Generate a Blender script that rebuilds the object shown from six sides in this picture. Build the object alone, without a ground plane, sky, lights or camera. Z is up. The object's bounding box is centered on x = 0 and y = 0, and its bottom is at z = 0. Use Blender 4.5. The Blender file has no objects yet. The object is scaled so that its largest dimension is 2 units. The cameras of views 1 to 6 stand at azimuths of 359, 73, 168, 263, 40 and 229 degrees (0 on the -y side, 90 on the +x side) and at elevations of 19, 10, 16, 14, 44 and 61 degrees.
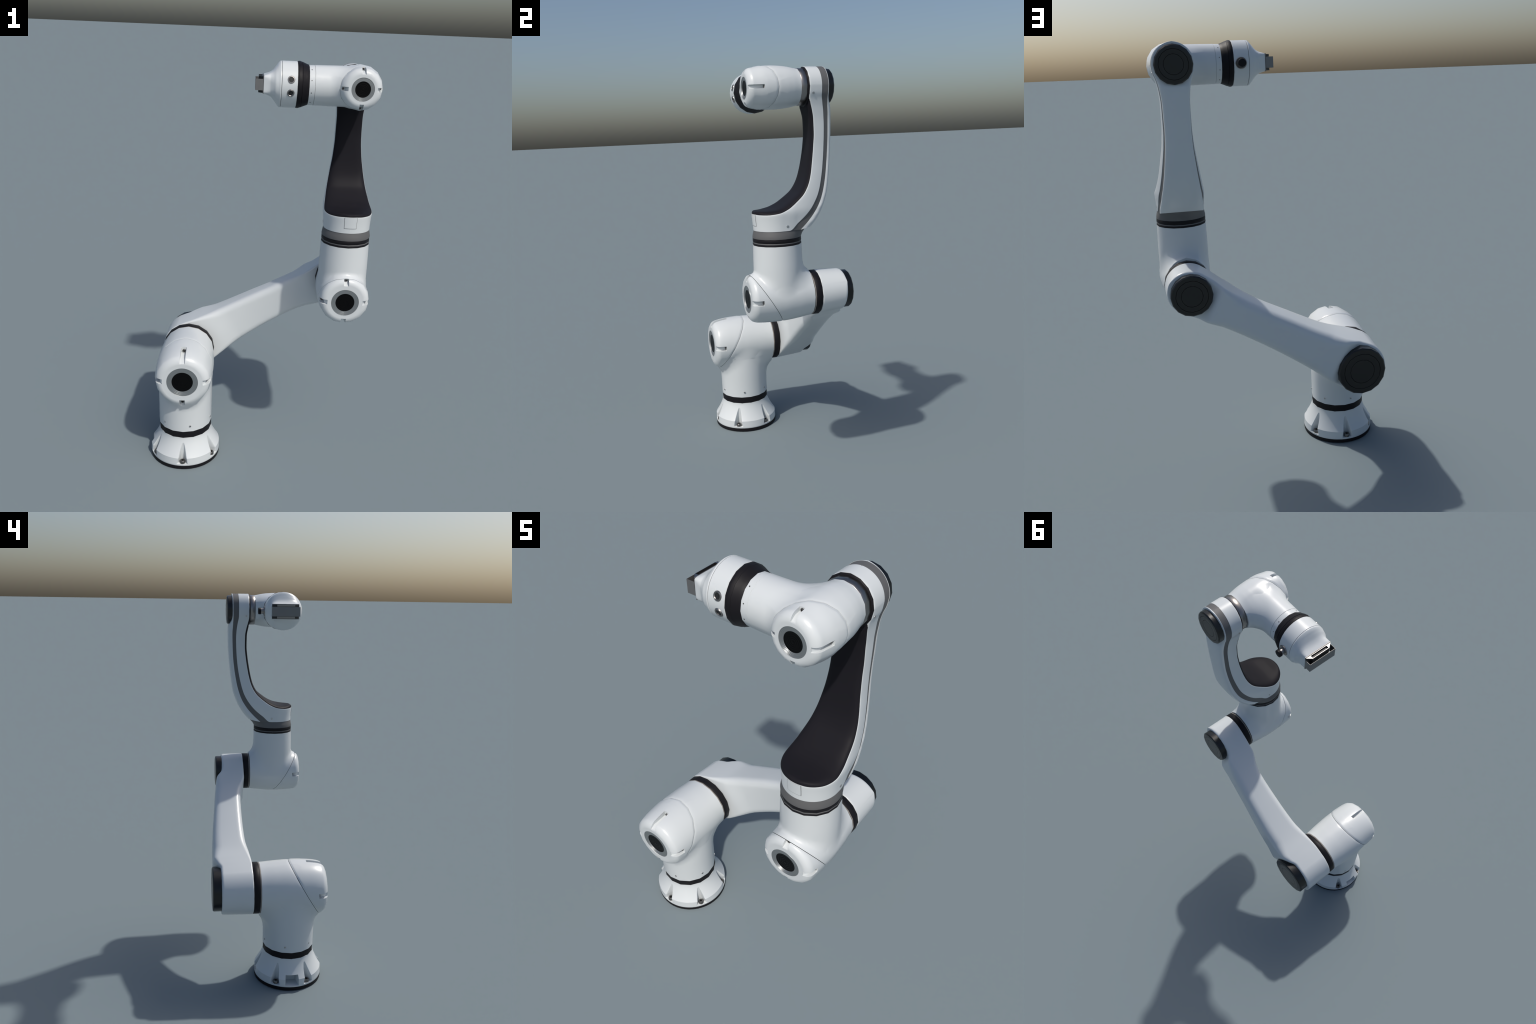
"""Six-axis collaborative robot arm: foot, three T-shaped joint housings, straight
lower arm, C-shaped forearm with a soft pad, and a tool head with a rectangular bracket.
All joint axes run along Y; the vertical axes stand at y = YC."""
import bpy, bmesh, math
import numpy as np
from mathutils import Vector, Matrix

YC = -0.110                       # y of the foot axis, forearm axis and tool axis
SHOULDER = (-0.3490, 0.503)        # (x, z) of the three horizontal joint axes
ELBOW = (0.404, 0.9365)
WRIST = (0.404, 1.8985)
NSEG = 16                         # the mouldings are sixteen-sided

# ------------------------------------------------------------------ materials
def material(name, color, rough, metallic=0.0, coat=0.0, grain=0.0, grain_scale=90.0, tint=0.03, spec=0.5):
    m = bpy.data.materials.new(name)
    m.use_nodes = True
    nt = m.node_tree
    b = nt.nodes["Principled BSDF"]
    tc = nt.nodes.new("ShaderNodeTexCoord")
    n1 = nt.nodes.new("ShaderNodeTexNoise")
    n1.inputs["Scale"].default_value = 3.5
    n1.inputs["Detail"].default_value = 3
    nt.links.new(tc.outputs["Object"], n1.inputs["Vector"])
    ramp = nt.nodes.new("ShaderNodeValToRGB")
    ramp.color_ramp.elements[0].position = 0.3
    ramp.color_ramp.elements[1].position = 0.7
    ramp.color_ramp.elements[0].color = (*[c * (1 - tint) for c in color], 1)
    ramp.color_ramp.elements[1].color = (*[min(1, c * (1 + tint)) for c in color], 1)
    nt.links.new(n1.outputs["Fac"], ramp.inputs["Fac"])
    nt.links.new(ramp.outputs["Color"], b.inputs["Base Color"])
    n2 = nt.nodes.new("ShaderNodeTexNoise")
    n2.inputs["Scale"].default_value = grain_scale
    nt.links.new(tc.outputs["Object"], n2.inputs["Vector"])
    mr = nt.nodes.new("ShaderNodeMapRange")
    mr.inputs["To Min"].default_value = rough - 0.03
    mr.inputs["To Max"].default_value = rough + 0.03
    nt.links.new(n2.outputs["Fac"], mr.inputs["Value"])
    nt.links.new(mr.outputs["Result"], b.inputs["Roughness"])
    b.inputs["Metallic"].default_value = metallic
    b.inputs["Coat Weight"].default_value = coat
    b.inputs["Specular IOR Level"].default_value = spec
    if grain > 0:
        bp = nt.nodes.new("ShaderNodeBump")
        bp.inputs["Strength"].default_value = grain
        bp.inputs["Distance"].default_value = 0.001
        nt.links.new(n2.outputs["Fac"], bp.inputs["Height"])
        nt.links.new(bp.outputs["Normal"], b.inputs["Normal"])
    return m

WHITE = material("white_plastic", (0.615, 0.648, 0.660), 0.30, tint=0.01)
SEAM = material("seam_shadow_line", (0.045, 0.05, 0.055), 0.6)
DARK = material("dark_rubber", (0.0095, 0.0088, 0.0110), 0.50, tint=0.05, spec=0.16)
BLACK = material("black_cover", (0.0012, 0.0016, 0.0018), 0.30, tint=0.05, spec=0.55)
PAD = material("soft_pad", (0.0132, 0.0126, 0.0160), 0.50, tint=0.04, spec=0.07, grain=0.03, grain_scale=400)
GREY = material("grey_trim", (0.106, 0.107, 0.109), 0.55, tint=0.03)
STRIPE = material("warm_grey_trim", (0.23, 0.21, 0.19), 0.5)
STEEL = material("brushed_steel", (0.30, 0.285, 0.275), 0.33, metallic=1.0)
SILVER = material("turned_aluminium", (0.36, 0.375, 0.38), 0.36, metallic=0.8)
GLASS = material("dark_lens", (0.0018, 0.0018, 0.0020), 0.40, spec=0.12)
SCREW = material("screw_steel", (0.17, 0.165, 0.16), 0.32, metallic=0.9)
BRIGHT = material("bright_screw_steel", (0.55, 0.55, 0.55), 0.28, metallic=0.9)
BRACKET = material("bracket_metal", (0.20, 0.20, 0.20), 0.45, metallic=0.6)
PIT = material("dark_socket", (0.012, 0.012, 0.013), 0.5)

# ------------------------------------------------------------------ object helpers
def link(ob, parent):
    bpy.context.scene.collection.objects.link(ob)
    if parent is not None:
        ob.parent = parent
    return ob

def mesh_object(name, verts, faces, mat, parent, angle=35.0, smooth=True):
    me = bpy.data.meshes.new(name)
    me.from_pydata([tuple(map(float, v)) for v in verts], [], [tuple(int(i) for i in f) for f in faces])
    bm = bmesh.new(); bm.from_mesh(me)
    bmesh.ops.remove_doubles(bm, verts=bm.verts, dist=1e-6)
    bmesh.ops.recalc_face_normals(bm, faces=bm.faces)
    bm.to_mesh(me); bm.free()
    me.materials.append(mat)
    if smooth:
        me.shade_smooth()
        me.set_sharp_from_angle(angle=math.radians(angle))
    return link(bpy.data.objects.new(name, me), parent)

def frame(axis, origin):
    """columns: e1, e2 (radial), a (axis)"""
    a = Vector(axis).normalized()
    up = Vector((0, 0, 1)) if abs(a.z) < 0.9 else Vector((1, 0, 0))
    e1 = (up - a * up.dot(a)).normalized()
    e2 = a.cross(e1)
    m = Matrix((e1, e2, a)).transposed().to_4x4()
    m.translation = Vector(origin)
    return m

def revolve(name, profile, axis, origin, mat, parent, n=NSEG, angle=35.0, phase=0.0):
    """closed solid of revolution; profile = [(radius, height along axis)], ends are capped"""
    M = frame(axis, origin)
    verts, faces = [], []
    for r, h in profile:
        for i in range(n):
            t = 2 * math.pi * i / n + phase
            verts.append(M @ Vector((r * math.cos(t), r * math.sin(t), h)))
    for j in range(len(profile) - 1):
        for i in range(n):
            k = (i + 1) % n
            faces.append((j * n + i, j * n + k, (j + 1) * n + k, (j + 1) * n + i))
    faces.append(tuple(range(n)))
    faces.append(tuple((len(profile) - 1) * n + i for i in range(n)))
    return mesh_object(name, verts, faces, mat, parent, angle)

def ring(name, r0, r1, h0, h1, axis, origin, mat, parent, n=NSEG, bevel=0.0015):
    b = bevel
    prof = [(r0 - b - 0.02, h0), (r0 - b, h0), (r0, h0 + b), (r1, h1 - b), (r1 - b, h1), (r1 - b - 0.02, h1)]
    return revolve(name, prof, axis, origin, mat, parent, n, 60)

def box(name, lo, hi, mat, parent, bevel=0.0):
    me = bpy.data.meshes.new(name)
    bm = bmesh.new()
    bmesh.ops.create_cube(bm, size=1.0)
    for v in bm.verts:
        v.co = Vector([lo[k] if v.co[k] < 0 else hi[k] for k in range(3)])
    if bevel:
        bmesh.ops.bevel(bm, geom=bm.edges[:], offset=bevel, segments=2, affect='EDGES')
    bm.to_mesh(me); bm.free()
    me.materials.append(mat)
    return link(bpy.data.objects.new(name, me), parent)

def screw_mesh(name, r, h, socket=0.5, metal=None, n=16):
    """cap screw along +Z, head from z=0 to z=h, with a hexagonal socket"""
    me = bpy.data.meshes.new(name)
    verts, faces = [], []
    prof = [(r, -h), (r, 0), (r, h * 0.8), (r * 0.82, h), (r * socket, h), (r * socket * 0.95, h * 0.35), (0.0005, h * 0.3)]
    for rr, hh in prof:
        for i in range(n):
            t = 2 * math.pi * i / n
            verts.append((rr * math.cos(t), rr * math.sin(t), hh))
    for j in range(len(prof) - 1):
        for i in range(n):
            k = (i + 1) % n
            faces.append((j * n + i, j * n + k, (j + 1) * n + k, (j + 1) * n + i))
    me.from_pydata(verts, [], faces)
    me.materials.append(metal or SCREW); me.materials.append(PIT if metal is None else SCREW)
    for p in me.polygons:
        if p.index >= 4 * n:
            p.material_index = 1
    me.shade_smooth(); me.set_sharp_from_angle(angle=math.radians(40))
    return me

_mesh_cache = {}
def screw(name, r, h, origin, axis, parent, socket=0.5, metal=None):
    key = (name, r, h)
    if key not in _mesh_cache:
        _mesh_cache[key] = screw_mesh(name, r, h, socket, metal)
    ob = bpy.data.objects.new(name, _mesh_cache[key])
    link(ob, parent)
    ob.matrix_world = frame(axis, origin)
    return ob

def spline(pts):
    """monotone-ish Catmull-Rom interpolation through (x, y) control points"""
    xs = np.array([p[0] for p in pts], float); ys = np.array([p[1] for p in pts], float)
    order = np.argsort(xs); xs, ys = xs[order], ys[order]
    d = np.diff(ys) / np.diff(xs)
    m = np.empty_like(ys); m[0], m[-1] = d[0], d[-1]
    for i in range(1, len(xs) - 1):
        m[i] = 0 if d[i - 1] * d[i] <= 0 else 2 * d[i - 1] * d[i] / (d[i - 1] + d[i])
    def f(x):
        x = np.clip(np.asarray(x, float), xs[0], xs[-1])
        i = np.clip(np.searchsorted(xs, x) - 1, 0, len(xs) - 2)
        h = xs[i + 1] - xs[i]; t = (x - xs[i]) / h
        return ((2*t**3 - 3*t**2 + 1) * ys[i] + (t**3 - 2*t**2 + t) * h * m[i]
                + (-2*t**3 + 3*t**2) * ys[i + 1] + (t**3 - t**2) * h * m[i + 1])
    return f

def resample(pts, n):
    """smooth open curve through 2D points, n samples evenly spread by length"""
    p = np.array(pts, float)
    s = np.r_[0, np.cumsum(np.hypot(*np.diff(p, axis=0).T))]
    t = np.linspace(0, s[-1], n)
    return np.stack([spline(list(zip(s, p[:, k])))(t) for k in (0, 1)], 1)

# ------------------------------------------------------------------ implicit joint housings
def gauge(u, v, poly):
    """radius of a circle, or of a sixteen-sided prism with corners on that circle"""
    rho = np.hypot(u, v)
    if not poly:
        return rho
    st = 2 * math.pi / NSEG
    th = np.mod(np.arctan2(v, u), st) - st / 2
    return rho * np.cos(th) / math.cos(st / 2)

def smin(a, b, k):
    h = np.maximum(k - np.abs(a - b), 0) / k
    return np.minimum(a, b) - h * h * k * 0.25

def smax_round(a, b, r):
    return np.minimum(np.maximum(a + r, b + r), 0) + np.hypot(np.maximum(a + r, 0), np.maximum(b + r, 0)) - r

def joint_field(J, P, poly=True):
    """P: (n,3). Horizontal drum along Y with radius profile J['R'](y), rounded front face,
    blended with a branch pipe that leaves along J['branch'] at y = YC."""
    x = P[:, 0] - J["axis"][0]; y = P[:, 1]; z = P[:, 2] - J["axis"][1]
    bx, bz = J["branch"]
    sh = J["sag"] * np.clip((-0.17 * J["size"] - (y - YC) * 1.0 - 0.0 + 0.09 * J["size"]) / (0.12 * J["size"]), 0, 1) ** 2
    xs, zs = x - sh * bx, z - sh * bz
    drum = gauge(xs, zs, poly) - J["R"](y)
    f = smax_round(drum, J["face"] - y, J["fillet"])
    s = x * bx + z * bz                       # along the branch
    q = x * -bz + z * bx                      # across it
    rb = J["rb"](s)
    s0 = J["s0"]
    pipe = np.where(s > s0, gauge(q, y - YC, poly), np.sqrt(q * q + (y - YC) ** 2 + np.minimum(s - s0, 0) ** 2)) - rb
    # blend only where the two skins meet at an angle
    rd, rp = np.hypot(xs, zs) + 1e-6, np.hypot(q, y - YC) + 1e-6
    dot = (q * (xs * -bz + zs * bx)) / (rd * rp)
    k = J["blend"] * np.clip((1 - dot) * 1.25, 0.20, 1)
    k = k * (1 - (1 - J["front"]) * np.clip((YC - 0.04 - y) / 0.06, 0, 1))
    return smin(f, pipe, k)

def surface_net(fn, lo, hi, step):
    """naive surface nets: quads on the zero level of fn inside the box lo..hi"""
    ax = [np.arange(lo[k], hi[k] + step, step) for k in range(3)]
    n = [len(a) for a in ax]
    G = np.stack(np.meshgrid(*ax, indexing="ij"), -1).reshape(-1, 3)
    F = fn(G).reshape(n)
    S = F < 0
    c = np.zeros([k - 1 for k in n], int)
    for i in (0, 1):
        for j in (0, 1):
            for k in (0, 1):
                c += S[i:n[0]-1+i, j:n[1]-1+j, k:n[2]-1+k]
    act = (c > 0) & (c < 8)
    idx = -np.ones(act.shape, int); idx[act] = np.arange(act.sum())
    cells = np.argwhere(act)
    V = np.stack([ax[k][cells[:, k]] + step / 2 for k in range(3)], 1)
    faces = []
    for d in range(3):
        a, b = (d + 1) % 3, (d + 2) % 3
        sl0 = [slice(None)] * 3; sl1 = [slice(None)] * 3
        sl0[d] = slice(0, n[d] - 1); sl1[d] = slice(1, n[d])
        E = S[tuple(sl0)] != S[tuple(sl1)]
        flip = S[tuple(sl0)]
        for e in np.argwhere(E):
            if e[a] == 0 or e[b] == 0 or e[a] >= n[a] - 1 or e[b] >= n[b] - 1:
                continue
            q = []
            for da, db in ((1, 1), (0, 1), (0, 0), (1, 0)):
                p = e.copy(); p[a] -= da; p[b] -= db
                q.append(idx[tuple(p)])
            if min(q) >= 0:
                faces.append(q if flip[tuple(e)] else q[::-1])
    return V, np.array(faces)

def gradient(fn, V, h=1e-4):
    g = np.stack([(fn(V + h * np.eye(3)[k]) - fn(V - h * np.eye(3)[k])) / (2 * h) for k in range(3)], 1)
    return g

def project(fn, V, it=6):
    for _ in range(it):
        g = gradient(fn, V)
        V = V - g * (fn(V) / np.maximum((g * g).sum(1), 0.2))[:, None]
    return V

def cut(bm, co, no):
    """keep the part behind the plane (no points to what is removed) and close it"""
    r = bmesh.ops.bisect_plane(bm, geom=bm.verts[:] + bm.edges[:] + bm.faces[:], dist=1e-5,
                               plane_co=co, plane_no=no, clear_outer=True)
    ed = [e for e in bm.edges if e.is_boundary and all(abs((v.co - Vector(co)).dot(Vector(no).normalized())) < 1e-4 for v in e.verts)]
    if ed:
        bmesh.ops.holes_fill(bm, edges=ed, sides=0)

def field_normals(me, fn):
    """smooth normals of the round form on the skin, face normals on cut faces"""
    nv = len(me.vertices)
    co = np.empty(nv * 3); me.vertices.foreach_get("co", co); co = co.reshape(-1, 3)
    g = gradient(fn, co); g /= np.linalg.norm(g, axis=1)[:, None] + 1e-9
    out = []
    for p in me.polygons:
        pn = np.array(p.normal)
        for vi in p.vertices:
            out.append(g[vi] if pn @ g[vi] > 0.80 else pn)
    me.shade_smooth()
    me.normals_split_custom_set([tuple(map(float, v)) for v in out])

def joint(prefix, J, parent):
    fn = lambda P: joint_field(J, P, True)
    fr = lambda P: joint_field(J, P, False)
    cx, cz = J["axis"]; bx, bz = J["branch"]; R = J["rmax"]
    lo = [cx - R - 0.03, J["face"] - 0.015, cz - R - 0.03]; hi = [cx + R + 0.03, J["ring_y"] + 0.022, cz + R + 0.03]
    ext = J["s_end"] + 0.02
    if bx: lo[0] = cx + min(bx * ext, -R - .03); hi[0] = cx + max(bx * ext, R + .03)
    if bz: lo[2] = cz + min(bz * ext, -R - .03); hi[2] = cz + max(bz * ext, R + .03)
    V, Fc = surface_net(fn, lo, hi, J["step"])
    V = project(fn, V)
    bm0 = bmesh.new()
    vs = [bm0.verts.new(v) for v in V]
    for f in Fc:
        try: bm0.faces.new([vs[i] for i in f])
        except ValueError: pass
    cut(bm0, (0, J["ring_y"], 0), (0, 1, 0))
    cut(bm0, (cx + bx * J["s_end"], 0, cz + bz * J["s_end"]), (bx, 0, bz))
    bmesh.ops.recalc_face_normals(bm0, faces=bm0.faces)
    # tilted parting plane between housing and end cap
    (yo, so), (yb, sb) = J["part"]            # (y, distance along branch) of its two ends
    p0 = Vector((cx + bx * so, yo, cz + bz * so)); p1 = Vector((cx + bx * sb, yb, cz + bz * sb))
    across = Vector((-bz, 0, bx)) if bx == 0 else Vector((0, 0, 1))
    no = (p1 - p0).cross(across).normalized()
    if no.y > 0: no = -no                     # points to the cap
    pn, pc = np.array(no), np.array(p0)
    def lip(P, sgn):
        """the cap stands a little proud of the housing and both edges are rounded"""
        d = np.maximum(-sgn * ((P - pc) @ pn), 0)
        e = np.exp(-(d / 0.006) ** 2)
        return (-0.0012 * e) if sgn > 0 else (J["proud"] - (J["proud"] + 0.0010) * e)
    objs = []
    for nm, sgn in (("housing", 1), ("end_cap", -1)):
        bm = bm0.copy()
        gap = 0.0011
        cut(bm, tuple(p0 - no * gap * sgn), tuple(no * sgn))
        co = np.array([v.co[:] for v in bm.verts])
        fv = fn(co); g = gradient(fr, co); g /= np.linalg.norm(g, axis=1)[:, None] + 1e-9
        off = lip(co, sgn)
        for v, k, a, d in zip(bm.verts, fv, g, off):
            if abs(k) < 1.5e-3:
                v.co += Vector(a * d)
        me = bpy.data.meshes.new(prefix + "_" + nm)
        bm.to_mesh(me); bm.free()
        me.materials.append(WHITE)
        ob = link(bpy.data.objects.new(prefix + "_" + nm, me), parent)
        objs.append(ob)
    bm0.free()
    shell, cap = objs
    cap.parent = shell
    # dark seal behind the parting line
    bmq = bmesh.new()
    # screw slots cut into the cap
    w = J["slot_w"]
    for ux, uz in ((1, 0), (-1, 0), (0, 1), (0, -1)):
        deep = J["slot_y"][(ux, uz)]
        lo_r, hi_r = J["slot_r"], R + 0.05
        c = Vector((cx, 0, cz))
        rad = Vector((ux, 0, uz)); tan = Vector((-uz, 0, ux)); yy = Vector((0, 1, 0))
        prof = [(hi_r, J["face"] - 0.03), (lo_r - 0.006, J["face"] - 0.03), (lo_r - 0.006, J["face"] + 0.004), (lo_r + 0.006, J["face"] + 0.022),
                (lo_r + 0.008, deep), (hi_r, deep)]
        vs = []
        for sg in (-1, 1):
            vs.append([bmq.verts.new(c + rad * r + yy * y + tan * (sg * w / 2)) for r, y in prof])
        k = len(prof)
        bmq.faces.new(vs[0]); bmq.faces.new(vs[1][::-1])
        for i in range(k):
            bmq.faces.new((vs[0][i], vs[1][i], vs[1][(i + 1) % k], vs[0][(i + 1) % k]))
        screw("cap_screw", w * 0.30, w * 0.22, c + rad * (lo_r + 0.008 + w * 0.36) + yy * deep, (0, -1, 0), cap)
    # round seat of the window
    ra, rb_ = J["lens"]
    n = 48
    loops = []
    for y in (J["face"] - 0.02, J["face"] + 0.009):
        loops.append([bmq.verts.new((cx + (ra - 0.0005) * math.cos(2 * math.pi * i / n), y, cz + (ra - 0.0005) * math.sin(2 * math.pi * i / n))) for i in range(n)])
    for i in range(n):
        bmq.faces.new((loops[0][i], loops[0][(i + 1) % n], loops[1][(i + 1) % n], loops[1][i]))
    bmq.faces.new(loops[0][::-1]); bmq.faces.new(loops[1])
    bmesh.ops.recalc_face_normals(bmq, faces=bmq.faces)
    mq = bpy.data.meshes.new("slot_cutter"); bmq.to_mesh(mq); bmq.free()
    cutter = link(bpy.data.objects.new("slot_cutter", mq), None)
    md = cap.modifiers.new("slots", "BOOLEAN"); md.operation = "DIFFERENCE"; md.object = cutter; md.solver = "EXACT"
    dg = bpy.context.evaluated_depsgraph_get()
    me2 = bpy.data.meshes.new_from_object(cap.evaluated_get(dg))
    cap.modifiers.clear(); cap.data = me2
    if not me2.materials: me2.materials.append(WHITE)
    bpy.data.objects.remove(cutter)
    field_normals(shell.data, lambda P: fr(P) - lip(P, 1)); field_normals(me2, lambda P: fr(P) - lip(P, -1))
    # round window: turned ring with grooves, dark lens
    yf = J["face"]; ra, rb_ = J["lens"]
    o = (cx, 0, cz)
    prof = [(ra, -yf - 0.02), (ra, -yf - 0.001), (ra - 0.001, -yf + 0.0012)]
    steps = 4
    for i in range(steps):
        a = ra - 0.001 - (ra - rb_ - 0.001) * i / steps
        b = ra - 0.001 - (ra - rb_ - 0.001) * (i + 1) / steps
        prof += [(a - 0.0016, -yf + 0.0012 - 0.0006 * i), (a - 0.0022, -yf + 0.0003 - 0.0006 * i), (b + 0.0004, -yf + 0.0003 - 0.0006 * i), (b, -yf + 0.0008 - 0.0006 * (i + 1))]
    prof += [(rb_, -yf - 0.003)]
    revolve("window_ring", prof, (0, -1, 0), o, SILVER, cap, 48, 30)
    prof = [(rb_ + 0.0005, -yf - 0.012), (rb_ + 0.0005, -yf - 0.0015)]
    for i in range(1, 5):
        a = rb_ * (1 - i / 5.0)
        prof += [(a + 0.002, -yf - 0.0015), (a + 0.001, -yf - 0.0018), (a - 0.001, -yf - 0.0018), (a - 0.002, -yf - 0.0015)]
    revolve("window_lens", prof, (0, -1, 0), o, GLASS, cap, 48, 30)
    return shell

# ------------------------------------------------------------------ the thing
robot = bpy.data.objects.new("robot_arm", None)
robot.location = (0, 0, 0)
bpy.context.scene.collection.objects.link(robot)
robot["label"] = "white jointed robot arm with black rings and C-shaped forearm"
robot["category"] = "robot arm"

# ---- foot
FX, FY = SHOULDER[0] + 0.001, YC
R_FOOT, R_RIM_TOP, Z_CONE = 0.1775, 0.060, 0.155
BOLT_R = 0.161
def foot_radius(th, z):
    if z <= R_RIM_TOP:
        r = R_FOOT - 0.0015 * max(0, (z - 0.02) / 0.04)
    else:
        u = (Z_CONE - z) / (Z_CONE - R_RIM_TOP)
        r = 0.1325 + (R_FOOT - 0.0015 - 0.1325) * u ** 1.5
    if 0.0275 < z < 0.128:                       # six V-shaped bolt pockets
        u = (0.128 - z) / 0.100
        hw = 0.004 + 0.0245 * u ** 0.75
        for k in range(6):
            d = (th - (-math.pi / 2 + k * math.pi / 3) + math.pi) % (2 * math.pi) - math.pi
            q = abs(r * math.sin(d))
            if abs(d) < 0.5 and q < hw:
                t = max(0.0, (q / hw - 0.40) / 0.60)
                t = t * t * (3 - 2 * t)
                r = min(r, 0.1385 + (r - 0.1385) * t)
    d = (th - math.pi + math.pi) % (2 * math.pi) - math.pi      # plug recess on the -X side
    if abs(math.sin(d)) * 0.16 < 0.031 and abs(d) < 1 and 0.026 < z < 0.0795:
        r = min(r, 0.114 / math.cos(d))
    return r
zs = sorted(set([0.018, 0.0205] + [0.0255, 0.0265, 0.027, 0.028] + list(np.linspace(0.03, R_RIM_TOP, 8)) + list(np.linspace(R_RIM_TOP + 0.002, 0.0785, 8)) + [0.079, 0.080] + list(np.linspace(0.082, Z_CONE, 26))))
NT = 720
ang = np.linspace(0, 2 * math.pi, NT, endpoint=False)
verts = []; faces = []
for z in zs:
    for t in ang:
        r = foot_radius(t, z) - (0.0012 if z == 0.018 else 0)
        verts.append((FX + r * math.cos(t), FY + r * math.sin(t), z))
for j in range(len(zs) - 1):
    for i in range(NT):
        k = (i + 1) % NT
        faces.append((j * NT + i, j * NT + k, (j + 1) * NT + k, (j + 1) * NT + i))
faces.append(tuple(range(NT))); faces.append(tuple((len(zs) - 1) * NT + i for i in range(NT)))
foot = mesh_object("foot", verts, faces, WHITE, robot, 32)
revolve("foot_gasket", [(0.170, 0.0), (0.1765, 0.0), (0.1775, 0.001), (0.1775, 0.0175), (0.1765, 0.0185), (0.10, 0.0185)], (0, 0, 1), (FX, FY, 0), DARK, foot, 48)
for k in range(6):
    t = -math.pi / 2 + k * math.pi / 3
    screw("foot_bolt", 0.0140, 0.0155, (FX + BOLT_R * math.cos(t), FY + BOLT_R * math.sin(t), 0.027), (0, 0, 1), foot, 0.45)
revolve("turning_ring", [(0.12, 0.154), (0.1325, 0.154), (0.1335, 0.155), (0.1335, 0.191), (0.12, 0.1915)], (0, 0, 1), (FX, FY, 0), DARK, foot, NSEG)

# ---- shoulder, elbow, wrist housings (one family, three sizes)
SH = dict(axis=SHOULDER, branch=(0, -1), size=1.0, sag=0.006, face=-0.292, ring_y=0.048, rmax=0.145,
          R=spline([(-0.32, 0.112), (-0.283, 0.1260), (-0.26, 0.1330), (-0.23, 0.1375), (-0.20, 0.1400), (-0.15, 0.1425), (-0.11, 0.1427), (-0.03, 0.1390), (0.048, 0.1325), (0.1, 0.130)]),
          rb=spline([(-0.2, 0.1365), (0.16, 0.1365), (0.25, 0.1355), (0.36, 0.1350)]), s0=0.075, blend=0.095, front=0.70, fillet=0.024,
          s_end=0.312, part=((-0.105, -0.14), (-0.262, 0.131)), lens=(0.0768, 0.0511), proud=0.0018, slot_w=0.0265, slot_r=0.104, step=0.0052,
          slot_y={(1, 0): -0.237, (-1, 0): -0.244, (0, 1): -0.195, (0, -1): -0.262})
EL = dict(axis=ELBOW, branch=(0, 1), size=0.86, sag=0.005, face=-0.267, ring_y=0.0335, rmax=0.125,
          R=spline([(-0.30, 0.112), (-0.25, 0.1145), (-0.20, 0.1180), (-0.11, 0.1210), (-0.04, 0.1165), (0.0335, 0.1080), (0.1, 0.104)]),
          rb=spline([(-0.2, 0.1170), (0.14, 0.1168), (0.20, 0.1157), (0.26, 0.1142)]), s0=0.065, blend=0.075, front=0.30, fillet=0.030,
          s_end=0.2515, part=((-0.109, -0.119), (-0.252, 0.118)), lens=(0.0652, 0.0437), proud=0.0006, slot_w=0.0235, slot_r=0.088, step=0.0046,
          slot_y={(1, 0): -0.218, (-1, 0): -0.2225, (0, 1): -0.241, (0, -1): -0.190})
WR = dict(axis=WRIST, branch=(-1, 0), size=0.67, sag=0.004, face=-0.2335, ring_y=0.0105, rmax=0.098,
          R=spline([(-0.27, 0.082), (-0.235, 0.084), (-0.20, 0.0885), (-0.15, 0.0960), (-0.11, 0.0972), (-0.06, 0.0945), (-0.03, 0.0905), (0.0105, 0.0830), (0.06, 0.080)]),
          rb=spline([(-0.2, 0.0880), (0.10, 0.0875), (0.17, 0.0864), (0.26, 0.0856)]), s0=0.05, blend=0.075, front=0.5, fillet=0.025,
          s_end=0.1975, part=((-0.101, 0.096 * -1), (-0.206, 0.090)), lens=(0.0501, 0.0332), proud=0.0014, slot_w=0.0175, slot_r=0.068, step=0.0038,
          slot_y={(1, 0): -0.165, (-1, 0): -0.212, (0, 1): -0.190, (0, -1): -0.190})
shoulder = joint("shoulder", SH, robot)
elbow = joint("elbow", EL, robot)
wrist = joint("wrist", WR, robot)

# small screws round the neck of the shoulder
for k in range(6):
    t = math.radians(-75 + 60 * k)
    d = Vector((math.cos(t), math.sin(t), 0))
    screw("neck_screw", 0.0052, 0.0025, Vector((FX, FY, 0.222)) + d * 0.1335, d, shoulder, 0.4, BRIGHT)

# rings at the joints
ring("joint_ring", 0.1335, 0.1335, 0.0545, 0.0875, (0, 1, 0), (SHOULDER[0], 0, SHOULDER[1]), DARK, shoulder)
ring("trim_ring", 0.1318, 0.1318, 0.0475, 0.0550, (0, 1, 0), (SHOULDER[0], 0, SHOULDER[1]), STRIPE, shoulder)
ring("joint_ring", 0.1080, 0.1080, 0.0415, 0.0730, (0, 1, 0), (ELBOW[0], 0, ELBOW[1]), DARK, elbow)
ring("trim_ring", 0.1076, 0.1076, 0.0360, 0.0420, (0, 1, 0), (ELBOW[0], 0, ELBOW[1]), STRIPE, elbow)
ring("seal_ring", 0.1078, 0.1078, 0.0330, 0.0365, (0, 1, 0), (ELBOW[0], 0, ELBOW[1]), DARK, elbow)
ring("steel_collar", 0.0835, 0.0835, 0.0100, 0.0420, (0, 1, 0), (WRIST[0], 0, WRIST[1]), STEEL, wrist)

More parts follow.
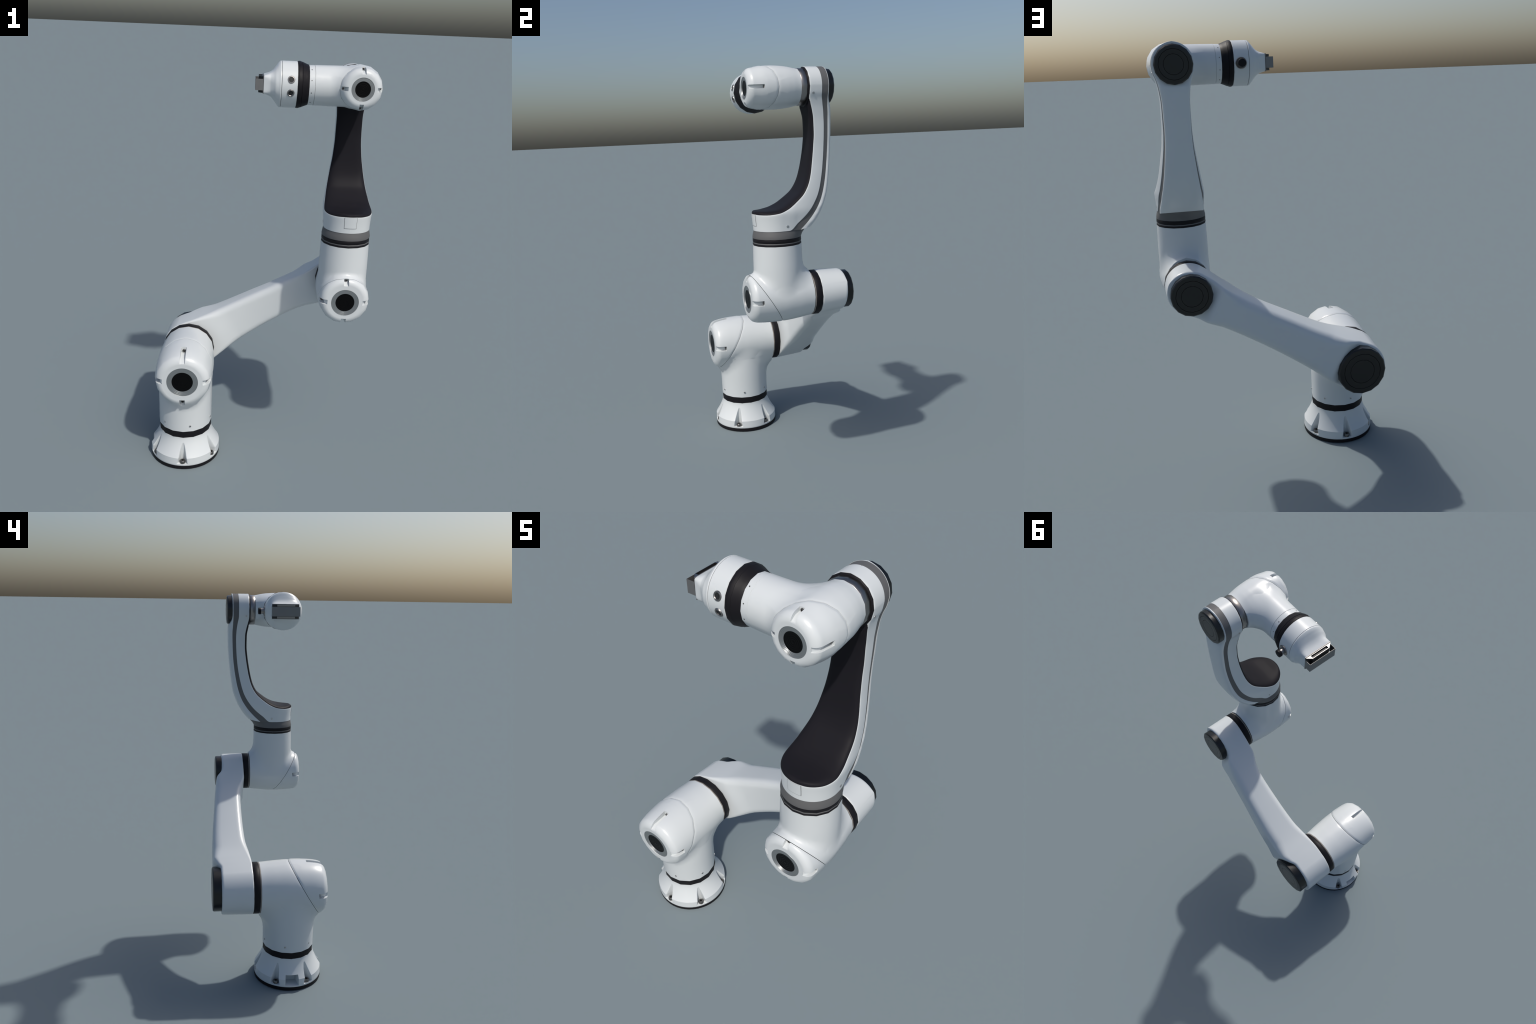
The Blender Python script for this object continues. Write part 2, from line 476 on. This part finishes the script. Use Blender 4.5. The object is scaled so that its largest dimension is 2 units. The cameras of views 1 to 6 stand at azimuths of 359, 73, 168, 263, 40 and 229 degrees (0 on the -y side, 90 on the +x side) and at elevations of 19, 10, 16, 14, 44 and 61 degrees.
# ---- lower arm: rounded bar between shoulder and elbow
S0 = np.array([SHOULDER[0], 0, SHOULDER[1]]); E0 = np.array([ELBOW[0], 0, ELBOW[1]])
LEN = float(np.linalg.norm(E0 - S0)); DV = (E0 - S0) / LEN; NV = np.array([-DV[2], 0, DV[0]])
RS, RE = 0.1345, 0.1075
up_h = spline([(0, RS), (0.05, 0.129), (0.113, 0.119), (0.20, 0.107), (0.30, 0.100), (0.42, 0.0950), (0.55, 0.0890), (0.66, 0.0880), (0.76, 0.0945), (0.82, 0.1035), (LEN, RE)])
lo_h = spline([(0, RS), (0.05, 0.131), (0.10, 0.1245), (0.20, 0.112), (0.30, 0.1015), (0.42, 0.0925), (0.55, 0.0890), (0.66, 0.0905), (0.76, 0.0970), (0.82, 0.103), (LEN, RE)])
y_front = spline([(-0.2, 0.087), (0.06, 0.087), (0.15, 0.0925), (0.28, 0.1070), (0.40, 0.1095), (0.55, 0.1075), (0.64, 0.0990), (0.735, 0.0755), (1.0, 0.073)])
y_back = spline([(-0.2, 0.248), (0.050, 0.249), (0.090, 0.268), (0.132, 0.284), (0.23, 0.283), (0.51, 0.262), (0.70, 0.244), (0.745, 0.236), (0.790, 0.2075), (0.82, 0.203), (1.0, 0.202)])
taper = spline([(-0.2, 0.92), (0.0, 0.92), (0.12, 0.89), (0.28, 0.84), (0.42, 0.83), (0.62, 0.83), (0.78, 0.92), (1.0, 0.93)])
r_frontc = spline([(-0.2, 0.006), (0.05, 0.007), (0.25, 0.030), (0.58, 0.030), (0.75, 0.008), (1.0, 0.006)])
r_backc = spline([(-0.2, 0.010), (0.05, 0.012), (0.25, 0.045), (0.60, 0.045), (0.78, 0.014), (1.0, 0.010)])
def bar_section(t):
    if t < 0: h1 = h2 = math.sqrt(max(RS ** 2 - t * t, 1e-8))
    elif t > LEN: h1 = h2 = math.sqrt(max(RE ** 2 - (t - LEN) ** 2, 1e-8))
    else: h1, h2 = float(up_h(t)), float(lo_h(t))
    yf, yb, k = float(y_front(t)), float(y_back(t)), float(taper(t))
    rf = min(float(r_frontc(t)), 0.45 * min(h1, h2)); rb = min(float(r_backc(t)), 0.45 * min(h1, h2) * k)
    corners = [(yf, h1, rf), (yb, h1 * k, rb), (yb, -h2 * k, rb), (yf, -h2, rf)]
    pts = []
    for i in range(4):
        p = np.array(corners[i][:2]); r = corners[i][2]
        a = np.array(corners[i - 1][:2]) - p; b = np.array(corners[(i + 1) % 4][:2]) - p
        a /= np.linalg.norm(a) + 1e-9; b /= np.linalg.norm(b) + 1e-9
        for u in np.linspace(0, 1, 9):            # quadratic corner, close to a circular fillet
            A, B = p + a * r * 1.35, p + b * r * 1.35
            pts.append((1 - u) ** 2 * A + 2 * u * (1 - u) * p + u * u * B)
    return np.array(pts)
def bar_stations():
    t = [-RS * math.cos(a) for a in np.linspace(0.03, math.pi / 2, 18)]
    t += list(np.linspace(0.006, LEN - 0.006, 110))
    t += [LEN + RE * math.sin(a) for a in np.linspace(0, math.pi / 2 - 0.03, 18)]
    return t
verts, faces = [], []
st = bar_stations()
for t in st:
    for y, h in bar_section(t):
        verts.append(S0 + DV * t + NV * h + np.array([0, y, 0]))
m = len(verts) // len(st)
for j in range(len(st) - 1):
    for i in range(m):
        k = (i + 1) % m
        faces.append((j * m + i, j * m + k, (j + 1) * m + k, (j + 1) * m + i))
faces.append(tuple(range(m))); faces.append(tuple((len(st) - 1) * m + i for i in range(m)))
lower_arm = mesh_object("lower_arm", verts, faces, WHITE, robot, 40)

def back_cover(x, z, r, y0, y1, parent):
    prof = [(r - 0.002, y0), (r, y0 + 0.001), (r, y1 - 0.006), (r - 0.005, y1 - 0.0008), (r - 0.012, y1),
            (r * 0.775, y1), (r * 0.765, y1 - 0.0016), (r * 0.755, y1), (r * 0.52, y1 - 0.0004), (r * 0.512, y1 - 0.002), (r * 0.502, y1 - 0.0004)]
    return revolve("joint_cover", prof, (0, 1, 0), (x, 0, z), BLACK, parent, NSEG, 28)
back_cover(SHOULDER[0], SHOULDER[1], 0.1145, 0.236, 0.2935, lower_arm)
back_cover(ELBOW[0], ELBOW[1], 0.0925, 0.195, 0.2385, lower_arm)

# ---- C-shaped forearm, mirror-symmetric about x = ELBOW x
XF = ELBOW[0]
RW = 0.0900
half_w = spline([(1.18, 0.1140), (1.222, 0.1138), (1.256, 0.1080), (1.30, 0.1098), (1.335, 0.1125), (1.38, 0.1035), (1.43, 0.0930), (1.51, 0.0790),
                 (1.57, 0.0700), (1.65, 0.0640), (1.74, 0.0630), (1.80, 0.0675), (1.84, 0.0755), (1.87, 0.0860), (1.8985, RW)])
def width(y, z):
    """half width of the forearm at (y, z)"""
    z = np.asarray(z, float); y = np.asarray(y, float)
    w = np.where(z > WRIST[1], np.sqrt(np.maximum(RW ** 2 - (z - WRIST[1]) ** 2, 0)), half_w(np.minimum(z, WRIST[1])))
    d = np.maximum(YC - y, 0)
    low = np.clip((1.45 - z) / 0.08, 0, 1)
    c = np.sqrt(np.maximum(w * w - d * d * low, 0))
    return c
# side-view curves (y, z), from the top of the wrist drum down to the front lip
top = WRIST[1]
inner = [(0.046, top + RW - 0.0004), (0.046, 1.95), (0.046, 1.90), (0.046, 1.862), (0.051, 1.830), (0.060, 1.795), (0.0665, 1.755), (0.0675, 1.695), (0.0620, 1.632), (0.0530, 1.572),
         (0.0430, 1.520), (0.0290, 1.472), (0.002, 1.424), (-0.040, 1.386), (-0.085, 1.356), (-0.130, 1.340), (-0.180, 1.3345), (-0.2215, 1.335)]
front_edge = [(0.105, top + RW - 0.0004), (0.103, 1.95), (0.103, 1.90), (0.105, 1.862), (0.111, 1.825), (0.117, 1.780), (0.119, 1.735), (0.117, 1.670), (0.112, 1.605), (0.104, 1.545),
              (0.093, 1.490), (0.076, 1.430), (0.050, 1.380), (0.010, 1.331), (-0.040, 1.289), (-0.081, 1.258), (-0.150, 1.2575), (-0.2185, 1.2575)]
back_edge = [(0.137, top + RW - 0.0004), (0.136, 1.95), (0.136, 1.90), (0.136, 1.862), (0.137, 1.82), (0.140, 1.770), (0.139, 1.710), (0.136, 1.640), (0.129, 1.570), (0.120, 1.510),
             (0.107, 1.450), (0.086, 1.390), (0.054, 1.338), (0.016, 1.295), (-0.024, 1.258)]
outer = [(0.1425, top + RW - 0.0004), (0.1425, 1.95), (0.1425, 1.90), (0.1435, 1.862), (0.150, 1.835), (0.161, 1.808), (0.1630, 1.770), (0.1620, 1.710), (0.1570, 1.630), (0.1470, 1.530),
         (0.133, 1.435), (0.107, 1.360), (0.075, 1.305), (0.047, 1.272)]
NS = 150
def densify_top(c, n):
    """resample with extra stations over the round top"""
    head = [(c[0][0], top + RW * math.sin(a)) for a in np.linspace(math.pi / 2 - 0.01, 0.05, 22)]
    body = [p for p in c if p[1] < top + 0.003]
    return np.vstack([head, resample([(c[0][0], top + 0.002)] + [p for p in body if p[1] < top], n - len(head))])
I_, Fe = densify_top(inner, NS), densify_top(front_edge, NS)
Be, Oe = densify_top(back_edge, NS), densify_top(outer, NS)
edge_trim = spline([(1.2, 0.007), (1.28, 0.0115), (1.31, 0.0180), (1.34, 0.0250), (1.37, 0.0240), (1.40, 0.0220), (1.48, 0.0175), (1.57, 0.0125), (1.67, 0.0080), (1.77, 0.0055), (1.85, 0.003), (2.0, 0.002)])
# last stations of the front shell run round the lip by angle
def round_lip(c, r, z_of):
    keep = [p for p in c if not (p[0] < YC - r * math.sin(0.55) and p[1] < 1.40)]
    tip = [(YC - r * math.sin(a), float(z_of(YC - r * math.sin(a)))) for a in np.linspace(0.60, math.pi / 2 - 0.002, 34)]
    return keep, tip
k1, t1 = round_lip(I_, 0.1125, spline([(p[0], p[1]) for p in inner if p[1] < 1.40]))
k2, t2 = round_lip(Fe, 0.1080, lambda y: 1.2575)
nk = min(len(k1), len(k2))
def thin(k, n):
    k = np.array(k); i = np.linspace(0, len(k) - 1, n); j = np.clip(i.astype(int), 0, len(k) - 2); f = (i - j)[:, None]
    return k[j] * (1 - f) + k[j + 1] * f
def thin_tail(k, n):      # leave the round head untouched
    k = np.array(k); return np.vstack([k[:22], thin(k[22:], n - 22)])
I2 = np.vstack([thin_tail(k1, nk), t1]); F2 = np.vstack([thin_tail(k2, nk), t2]); NS2 = len(I2)

forearm = None
# white front shell: two side walls joined over the lip, with a rounded inner edge
tt = np.array([0.0, 0.02, 0.05, 0.09, 0.15, 0.25, 0.4, 0.6, 0.8, 0.97, 1.0])
verts, faces = [], []
NC = 2 * len(tt)
for s in range(NS2):
    rowL, rowR = [], []
    for t in tt:
        y, z = I2[s] * (1 - t) + F2[s] * t
        w = float(width(y, z))
        span = np.linalg.norm(F2[s] - I2[s])
        e = min(t * span / 0.008, 1.0)
        w -= 0.0025 * (1 - math.sqrt(max(1 - (1 - e) ** 2, 0))) * min(1, w / 0.03)
        back = np.clip((y + 0.09) / 0.05, 0, 1)
        w -= float(edge_trim(z)) * 0.48 * t ** 1.6 * back
        w = max(w, 0.0002)
        rowR.append((XF + w, y, z)); rowL.append((XF - w, y, z))
    verts += rowL[::-1] + rowR
for s in range(NS2 - 1):
    for i in range(NC - 1):
        faces.append((s * NC + i, s * NC + i + 1, (s + 1) * NC + i + 1, (s + 1) * NC + i))
    faces.append((s * NC + NC - 1, s * NC, (s + 1) * NC, (s + 1) * NC + NC - 1))
faces.append(tuple(range(NC))); faces.append(tuple((NS2 - 1) * NC + i for i in range(NC)))
forearm = mesh_object("forearm_shell", verts, faces, WHITE, robot, 50)

# grey trim between the shells
verts, faces = [], []
q = np.linspace(0, 1, 7)
Fe2 = densify_top([p for p in front_edge if p[0] > -0.09], NS)
for s in range(NS):
    row = []
    for sg in (-1, 1):
        for t in (q[::-1] if sg < 0 else q):
            y, z = Fe2[s] * (1 - t) + Be[s] * t
            y, z = y + (Fe2[s] - Be[s])[0] * 0.06 * (1 - 2 * t), z + (Fe2[s] - Be[s])[1] * 0.06 * (1 - 2 * t)
            w = max(float(width(y, z)) - 0.0014 - float(edge_trim(z)) * (0.48 + 0.48 * t) * float(np.clip((y + 0.09) / 0.05, 0, 1)), 0.0005)
            row.append((XF + sg * w, y, z))
    verts += row
NC = 2 * len(q)
for s in range(NS - 1):
    for i in range(NC):
        k = (i + 1) % NC
        faces.append((s * NC + i, s * NC + k, (s + 1) * NC + k, (s + 1) * NC + i))
faces.append(tuple(range(NC))); faces.append(tuple((NS - 1) * NC + i for i in range(NC)))
mesh_object("grey_trim_band", verts, faces, GREY, forearm, 50)

# white back shell: superelliptic crown from one trim edge over the back to the other
verts, faces = [], []
aa = np.linspace(0, math.pi, 33)
for s in range(NS):
    y0, z0 = Be[s]; y1, z1 = Oe[s]
    w = max(float(width(y0, z0)) - float(edge_trim(z0)) * 0.97, 0.0008)
    for a in aa:
        ca, sa = math.cos(a), math.sin(a)
        cx = math.copysign(abs(ca) ** 0.62, ca); cy = abs(sa) ** 0.62
        verts.append((XF + w * cx, y0 + (y1 - y0) * cy, z0 + (z1 - z0) * cy))
NC = len(aa)
for s in range(NS - 1):
    for i in range(NC):
        k = (i + 1) % NC
        faces.append((s * NC + i, s * NC + k, (s + 1) * NC + k, (s + 1) * NC + i))
faces.append(tuple(range(NC))); faces.append(tuple((NS - 1) * NC + i for i in range(NC)))
mesh_object("forearm_back_shell", verts, faces, WHITE, forearm, 50)

# grey collar under the forearm: round at the bottom, drawn back under the bend
verts, faces = [], []
NA = 64
rows = [(1.2215, 0.1136, 0.0), (1.226, 0.1138, 0.0015), (1.238, 0.1115, 0.0100), (1.248, 0.1090, 0.0215), (1.258, 0.1062, 0.0340), (1.274, 0.1030, 0.0480)]
for z, r, back in rows:
    for i in range(NA):
        t = 2 * math.pi * i / NA
        c, s_ = math.cos(t), math.sin(t)
        verts.append((XF + r * c, YC + r * s_ + back * max(s_, 0) ** 0.8, z))
for j in range(len(rows) - 1):
    for i in range(NA):
        k = (i + 1) % NA
        faces.append((j * NA + i, j * NA + k, (j + 1) * NA + k, (j + 1) * NA + i))
faces.append(tuple(range(NA))); faces.append(tuple((len(rows) - 1) * NA + i for i in range(NA)))
mesh_object("grey_collar", verts, faces, GREY, forearm, 45)
FO = (XF, YC, 0)
ring("joint_ring", 0.1140, 0.1138, 1.2025, 1.2220, (0, 0, 1), FO, DARK, elbow)
ring("trim_ring", 0.1136, 0.1136, 1.1965, 1.2030, (0, 0, 1), FO, GREY, elbow)
ring("seal_ring", 0.1142, 0.1142, 1.1875, 1.1970, (0, 0, 1), FO, DARK, elbow)

# soft pad lying in the inside of the C
i0 = int(np.argmin(np.abs(I_[:, 1] - 1.845)))
Ip = np.vstack([I_[i0:-1], [I_[-1]]])
# finish the lip with stations spaced by angle so that the rounded end is smooth
tip = [(YC - 0.1118 * math.sin(a)) for a in np.linspace(0.62, math.pi / 2, 26)]
zi = spline([(p[0], p[1]) for p in inner if p[1] < 1.40])
Ip = np.vstack([[p for p in Ip if p[0] > tip[0] + 0.004 or p[1] > 1.4], [(y, float(zi(y))) for y in tip]])
tang = np.gradient(Ip, axis=0); tang /= np.linalg.norm(tang, axis=1)[:, None]
nrm = np.stack([tang[:, 1], -tang[:, 0]], 1)      # toward the hollow of the C
if nrm[10][0] > 0: nrm = -nrm
uu = np.sin(np.linspace(-math.pi / 2, math.pi / 2, 41))
verts, faces = [], []
NP = len(Ip)
for s in range(NP):
    y, z = Ip[s]
    w = max(min(float(width(y, z)) - 0.0012, math.sqrt(max(0.1119 ** 2 - max(YC - y, 0) ** 2, 0)) if z < 1.40 else 1.0), 0.0002)
    h0 = (0.0112 + 0.0020 * float(np.clip((1.42 - z) / 0.06, 0, 1))) * min(1.0, w / 0.055) ** 0.6
    if s < 6: h0 *= s / 6
    for u in uu:
        h = (0.0025 + h0) * (1 - abs(u) ** 6) ** 0.6 - 0.0015
        verts.append((XF + w * u, y + nrm[s][0] * h, z + nrm[s][1] * h))
NC = len(uu)
for s in range(NP - 1):
    for i in range(NC - 1):
        faces.append((s * NC + i, s * NC + i + 1, (s + 1) * NC + i + 1, (s + 1) * NC + i))
    faces.append((s * NC + NC - 1, s * NC, (s + 1) * NC, (s + 1) * NC + NC - 1))
faces.append(tuple(range(NC))); faces.append(tuple((NP - 1) * NC + i for i in range(NC)))
mesh_object("soft_pad", verts, faces, PAD, forearm, 60)

# dark gasket between wrist drum and forearm, closing disc, back cover, shell screws
ring("seal_ring", 0.0885, 0.0900, 0.0405, 0.0475, (0, 1, 0), (WRIST[0], 0, WRIST[1]), DARK, forearm, NSEG, 0.002)
revolve("seal_disc", [(0.085, 0.0435), (0.0855, 0.046), (0.0855, 0.060)], (0, 1, 0), (WRIST[0], 0, WRIST[1]), DARK, forearm, 32)
back_cover(WRIST[0], WRIST[1], 0.0800, 0.138, 0.1705, forearm)
for sg in (-1, 1):
    screw("shell_screw", 0.0062, 0.0022, (XF + sg * (float(width(0.0635, 1.866)) - 0.0012), 0.0635, 1.866), (sg, 0, -0.25), forearm, 0.35, BRIGHT)
    screw("shell_screw", 0.0062, 0.0022, (XF + sg * (float(width(-0.0905, 1.2785)) - 0.0012), -0.0905, 1.2785), (sg, 0, 0), forearm, 0.35, BRIGHT)

# hatch on the front of the forearm shell: thin outline and plate
def hatch():
    a0 = math.radians(-90 + 0.8); ha = math.radians(14.3)
    z0, z1 = 1.2815, 1.3330
    def patch(name, lo_a, hi_a, lo_z, hi_z, lift, mat):
        verts, faces = [], []
        na, nz = 9, 5
        for lf in (lift, -0.004):
            for j in range(nz):
                z = lo_z + (hi_z - lo_z) * j / (nz - 1)
                r = float(half_w(z)) + lf
                for i in range(na):
                    t = lo_a + (hi_a - lo_a) * i / (na - 1)
                    verts.append((XF + r * math.cos(t), YC + r * math.sin(t), z))
        def quad(o, flip):
            for j in range(nz - 1):
                for i in range(na - 1):
                    f = (o + j*na+i, o + j*na+i+1, o + (j+1)*na+i+1, o + (j+1)*na+i)
                    faces.append(f[::-1] if flip else f)
        quad(0, False); quad(na * nz, True)
        per = [i for i in range(na)] + [j*na+na-1 for j in range(1, nz)] + [(nz-1)*na+i for i in range(na-2, -1, -1)] + [j*na for j in range(nz-2, 0, -1)]
        for a, b in zip(per, per[1:] + per[:1]):
            faces.append((a, b, b + na*nz, a + na*nz))
        return mesh_object(name, verts, faces, mat, forearm, 40)
    d = 0.0014
    patch("hatch_outline", a0 - ha - d / 0.11, a0 + ha + d / 0.11, z0 - d, z1, 0.0007, SEAM)
    patch("hatch_plate", a0 - ha, a0 + ha, z0, z1, 0.0012, WHITE)
hatch()

# ---- tool head along -X
TO = (0, YC, WRIST[1])
AX = (-1, 0, 0)                                     # heights below are -x
cuff = revolve("wrist_cuff", [(0.070, -0.2058), (0.0846, -0.2058), (0.0856, -0.2050), (0.0852, -0.181), (0.070, -0.1795)], AX, TO, WHITE, wrist, NSEG, 35)
# the cuff carries ten small screws
for k in range(10):
    t = math.radians(18 + 36 * k)
    d = Vector((0, math.cos(t), math.sin(t)))
    screw("cuff_screw", 0.0022, 0.0009, Vector((0.1905, YC, WRIST[1])) + d * 0.0842, d, cuff)
bellows = revolve("rubber_boot", [(0.070, -0.1815), (0.0850, -0.1815), (0.0862, -0.180), (0.0905, -0.168), (0.0968, -0.153), (0.0975, -0.1515), (0.0962, -0.1508), (0.0972, -0.150),
                                  (0.1006, -0.141), (0.1008, -0.137), (0.1000, -0.131), (0.0975, -0.129), (0.07, -0.128)], AX, TO, DARK, wrist, NSEG, 30)
tool = revolve("tool_head", [(0.070, -0.1295), (0.0975, -0.1295), (0.0990, -0.128), (0.0990, -0.0636), (0.0984, -0.0630), (0.06, -0.0628)], AX, TO, WHITE, robot, 32, 35)
revolve("seam_ring", [(0.06, -0.0640), (0.0960, -0.0640), (0.0960, -0.0595), (0.06, -0.0595)], AX, TO, SEAM, tool, 32)
# nose: round section that turns into a rounded rectangle
nose_z = spline([(0.0612, 0.0982), (0.0585, 0.0988), (0.050, 0.0930), (0.040, 0.0800), (0.022, 0.0570), (0.008, 0.0470), (-0.014, 0.0385)])
nose_y = spline([(0.0612, 0.0982), (0.0585, 0.0988), (0.050, 0.0965), (0.038, 0.0935), (0.026, 0.0855), (0.012, 0.0770), (-0.014, 0.0715)])
nose_p = spline([(0.0612, 2.0), (0.050, 2.02), (0.035, 2.25), (0.018, 3.2), (0.002, 6.0), (-0.014, 12.0)])
verts, faces = [], []
xsn = list(np.linspace(0.0612, 0.048, 8)) + list(np.linspace(0.045, -0.014, 26))
NA = 96
for x in xsn:
    hz, hy, p = float(nose_z(x)), float(nose_y(x)), float(nose_p(x))
    for i in range(NA):
        t = 2 * math.pi * i / NA
        c, s_ = math.cos(t), math.sin(t)
        k = (abs(c) ** p + abs(s_) ** p) ** (-1 / p)
        verts.append((x, YC + hy * c * k, WRIST[1] + hz * s_ * k))
for j in range(len(xsn) - 1):
    for i in range(NA):
        k = (i + 1) % NA
        faces.append((j * NA + i, j * NA + k, (j + 1) * NA + k, (j + 1) * NA + i))
faces.append(tuple(range(NA))); faces.append(tuple((len(xsn) - 1) * NA + i for i in range(NA)))
mesh_object("tool_nose", verts, faces, WHITE, tool, 40)

# bracket: base plate, U-shaped sleeve and two shallow trays
WZ = WRIST[1]
YB = -0.1085
plate = box("bracket_plate", (-0.0172, YB - 0.0712, WZ - 0.0386), (-0.0135, YB + 0.0712, WZ + 0.0386), BRACKET, tool, 0.0008)
box("bracket_front", (-0.0500, YB - 0.0722, WZ - 0.0240), (-0.0490, YB + 0.0722, WZ + 0.0240), BRACKET, tool, 0.0002)
for sg in (-1, 1):
    a, b = sorted((YB + sg * 0.0722, YB + sg * 0.0713))
    box("bracket_side", (-0.0492, a, WZ - 0.0239), (-0.0170, b, WZ + 0.0239), BRACKET, tool, 0.0002)
    # tray with sloping ends
    z0, z1 = WZ + sg * 0.0250, WZ + sg * 0.0350
    outl = [(-0.0172, 0.0705), (-0.0365, 0.0470), (-0.0365, -0.0470), (-0.0172, -0.0705)]
    inn = [(-0.0195, 0.0455), (-0.0350, 0.0455), (-0.0350, -0.0455), (-0.0195, -0.0455)]
    vs, fs = [], []
    for zz, o in ((z0, outl), (z1, outl), (z1, inn), (z0 + sg * 0.001, inn)):
        vs += [(x, YB + y, zz) for x, y in o]
    for L in range(3):
        for i in range(4):
            k = (i + 1) % 4
            fs.append((L * 4 + i, L * 4 + k, (L + 1) * 4 + k, (L + 1) * 4 + i))
    fs.append((0, 1, 2, 3)); fs.append((12, 13, 14, 15))
    tray = mesh_object("bracket_tray", vs, fs, STEEL, tool, 20)
    tray.data.materials.append(PIT)
    for p in tray.data.polygons:                   # shadow on the sloping end walls, painted with the near-black material
        if abs(p.normal.y) > 0.3 and abs(p.normal.z) < 0.3:
            p.material_index = 1
    box("tray_floor", (-0.0349, YB - 0.0454, min(z0 + sg * 0.0012, z0 + sg * 0.002)), (-0.0196, YB + 0.0454, max(z0 + sg * 0.0012, z0 + sg * 0.002)), PIT, tool)
box("bracket_core", (-0.0360, YB - 0.0460, WZ - 0.0240), (-0.0170, YB + 0.0460, WZ + 0.0240), PIT, tool)

# cable plug on the back of the tool head, two sockets on the front
plug = revolve("cable_plug", [(0.0255, -0.016), (0.0255, -0.0105), (0.0235, -0.0085), (0.0190, -0.0095), (0.0150, -0.0095), (0.0145, -0.009), (0.0145, 0.009)], (0, 1, 0), (0.0985, 0, WZ), STEEL, tool, 24, 30)
revolve("plug_cap", [(0.012, 0.0075), (0.0172, 0.0075), (0.0178, 0.0085), (0.0172, 0.0205), (0.0150, 0.0215)], (0, 1, 0), (0.0985, 0, WZ), DARK, plug, 20, 35)
for dz in (0.0270, -0.0290):
    ny = -math.sqrt(0.0990 ** 2 - dz ** 2)
    d = Vector((0, ny, dz)).normalized()
    o = Vector((0.1015, YC, WZ)) + d * 0.0975
    so = revolve("socket_rim", [(0.0165, -0.006), (0.0165, 0.0008), (0.0145, 0.0036), (0.0115, 0.0040), (0.0098, 0.0022), (0.0096, -0.002)], d, o, STEEL, tool, 24, 40)
    revolve("socket_pit", [(0.0097, -0.004), (0.0097, 0.0012), (0.0055, 0.0012), (0.0052, 0.0022), (0.0040, 0.0022)], d, o, PIT, so, 20)
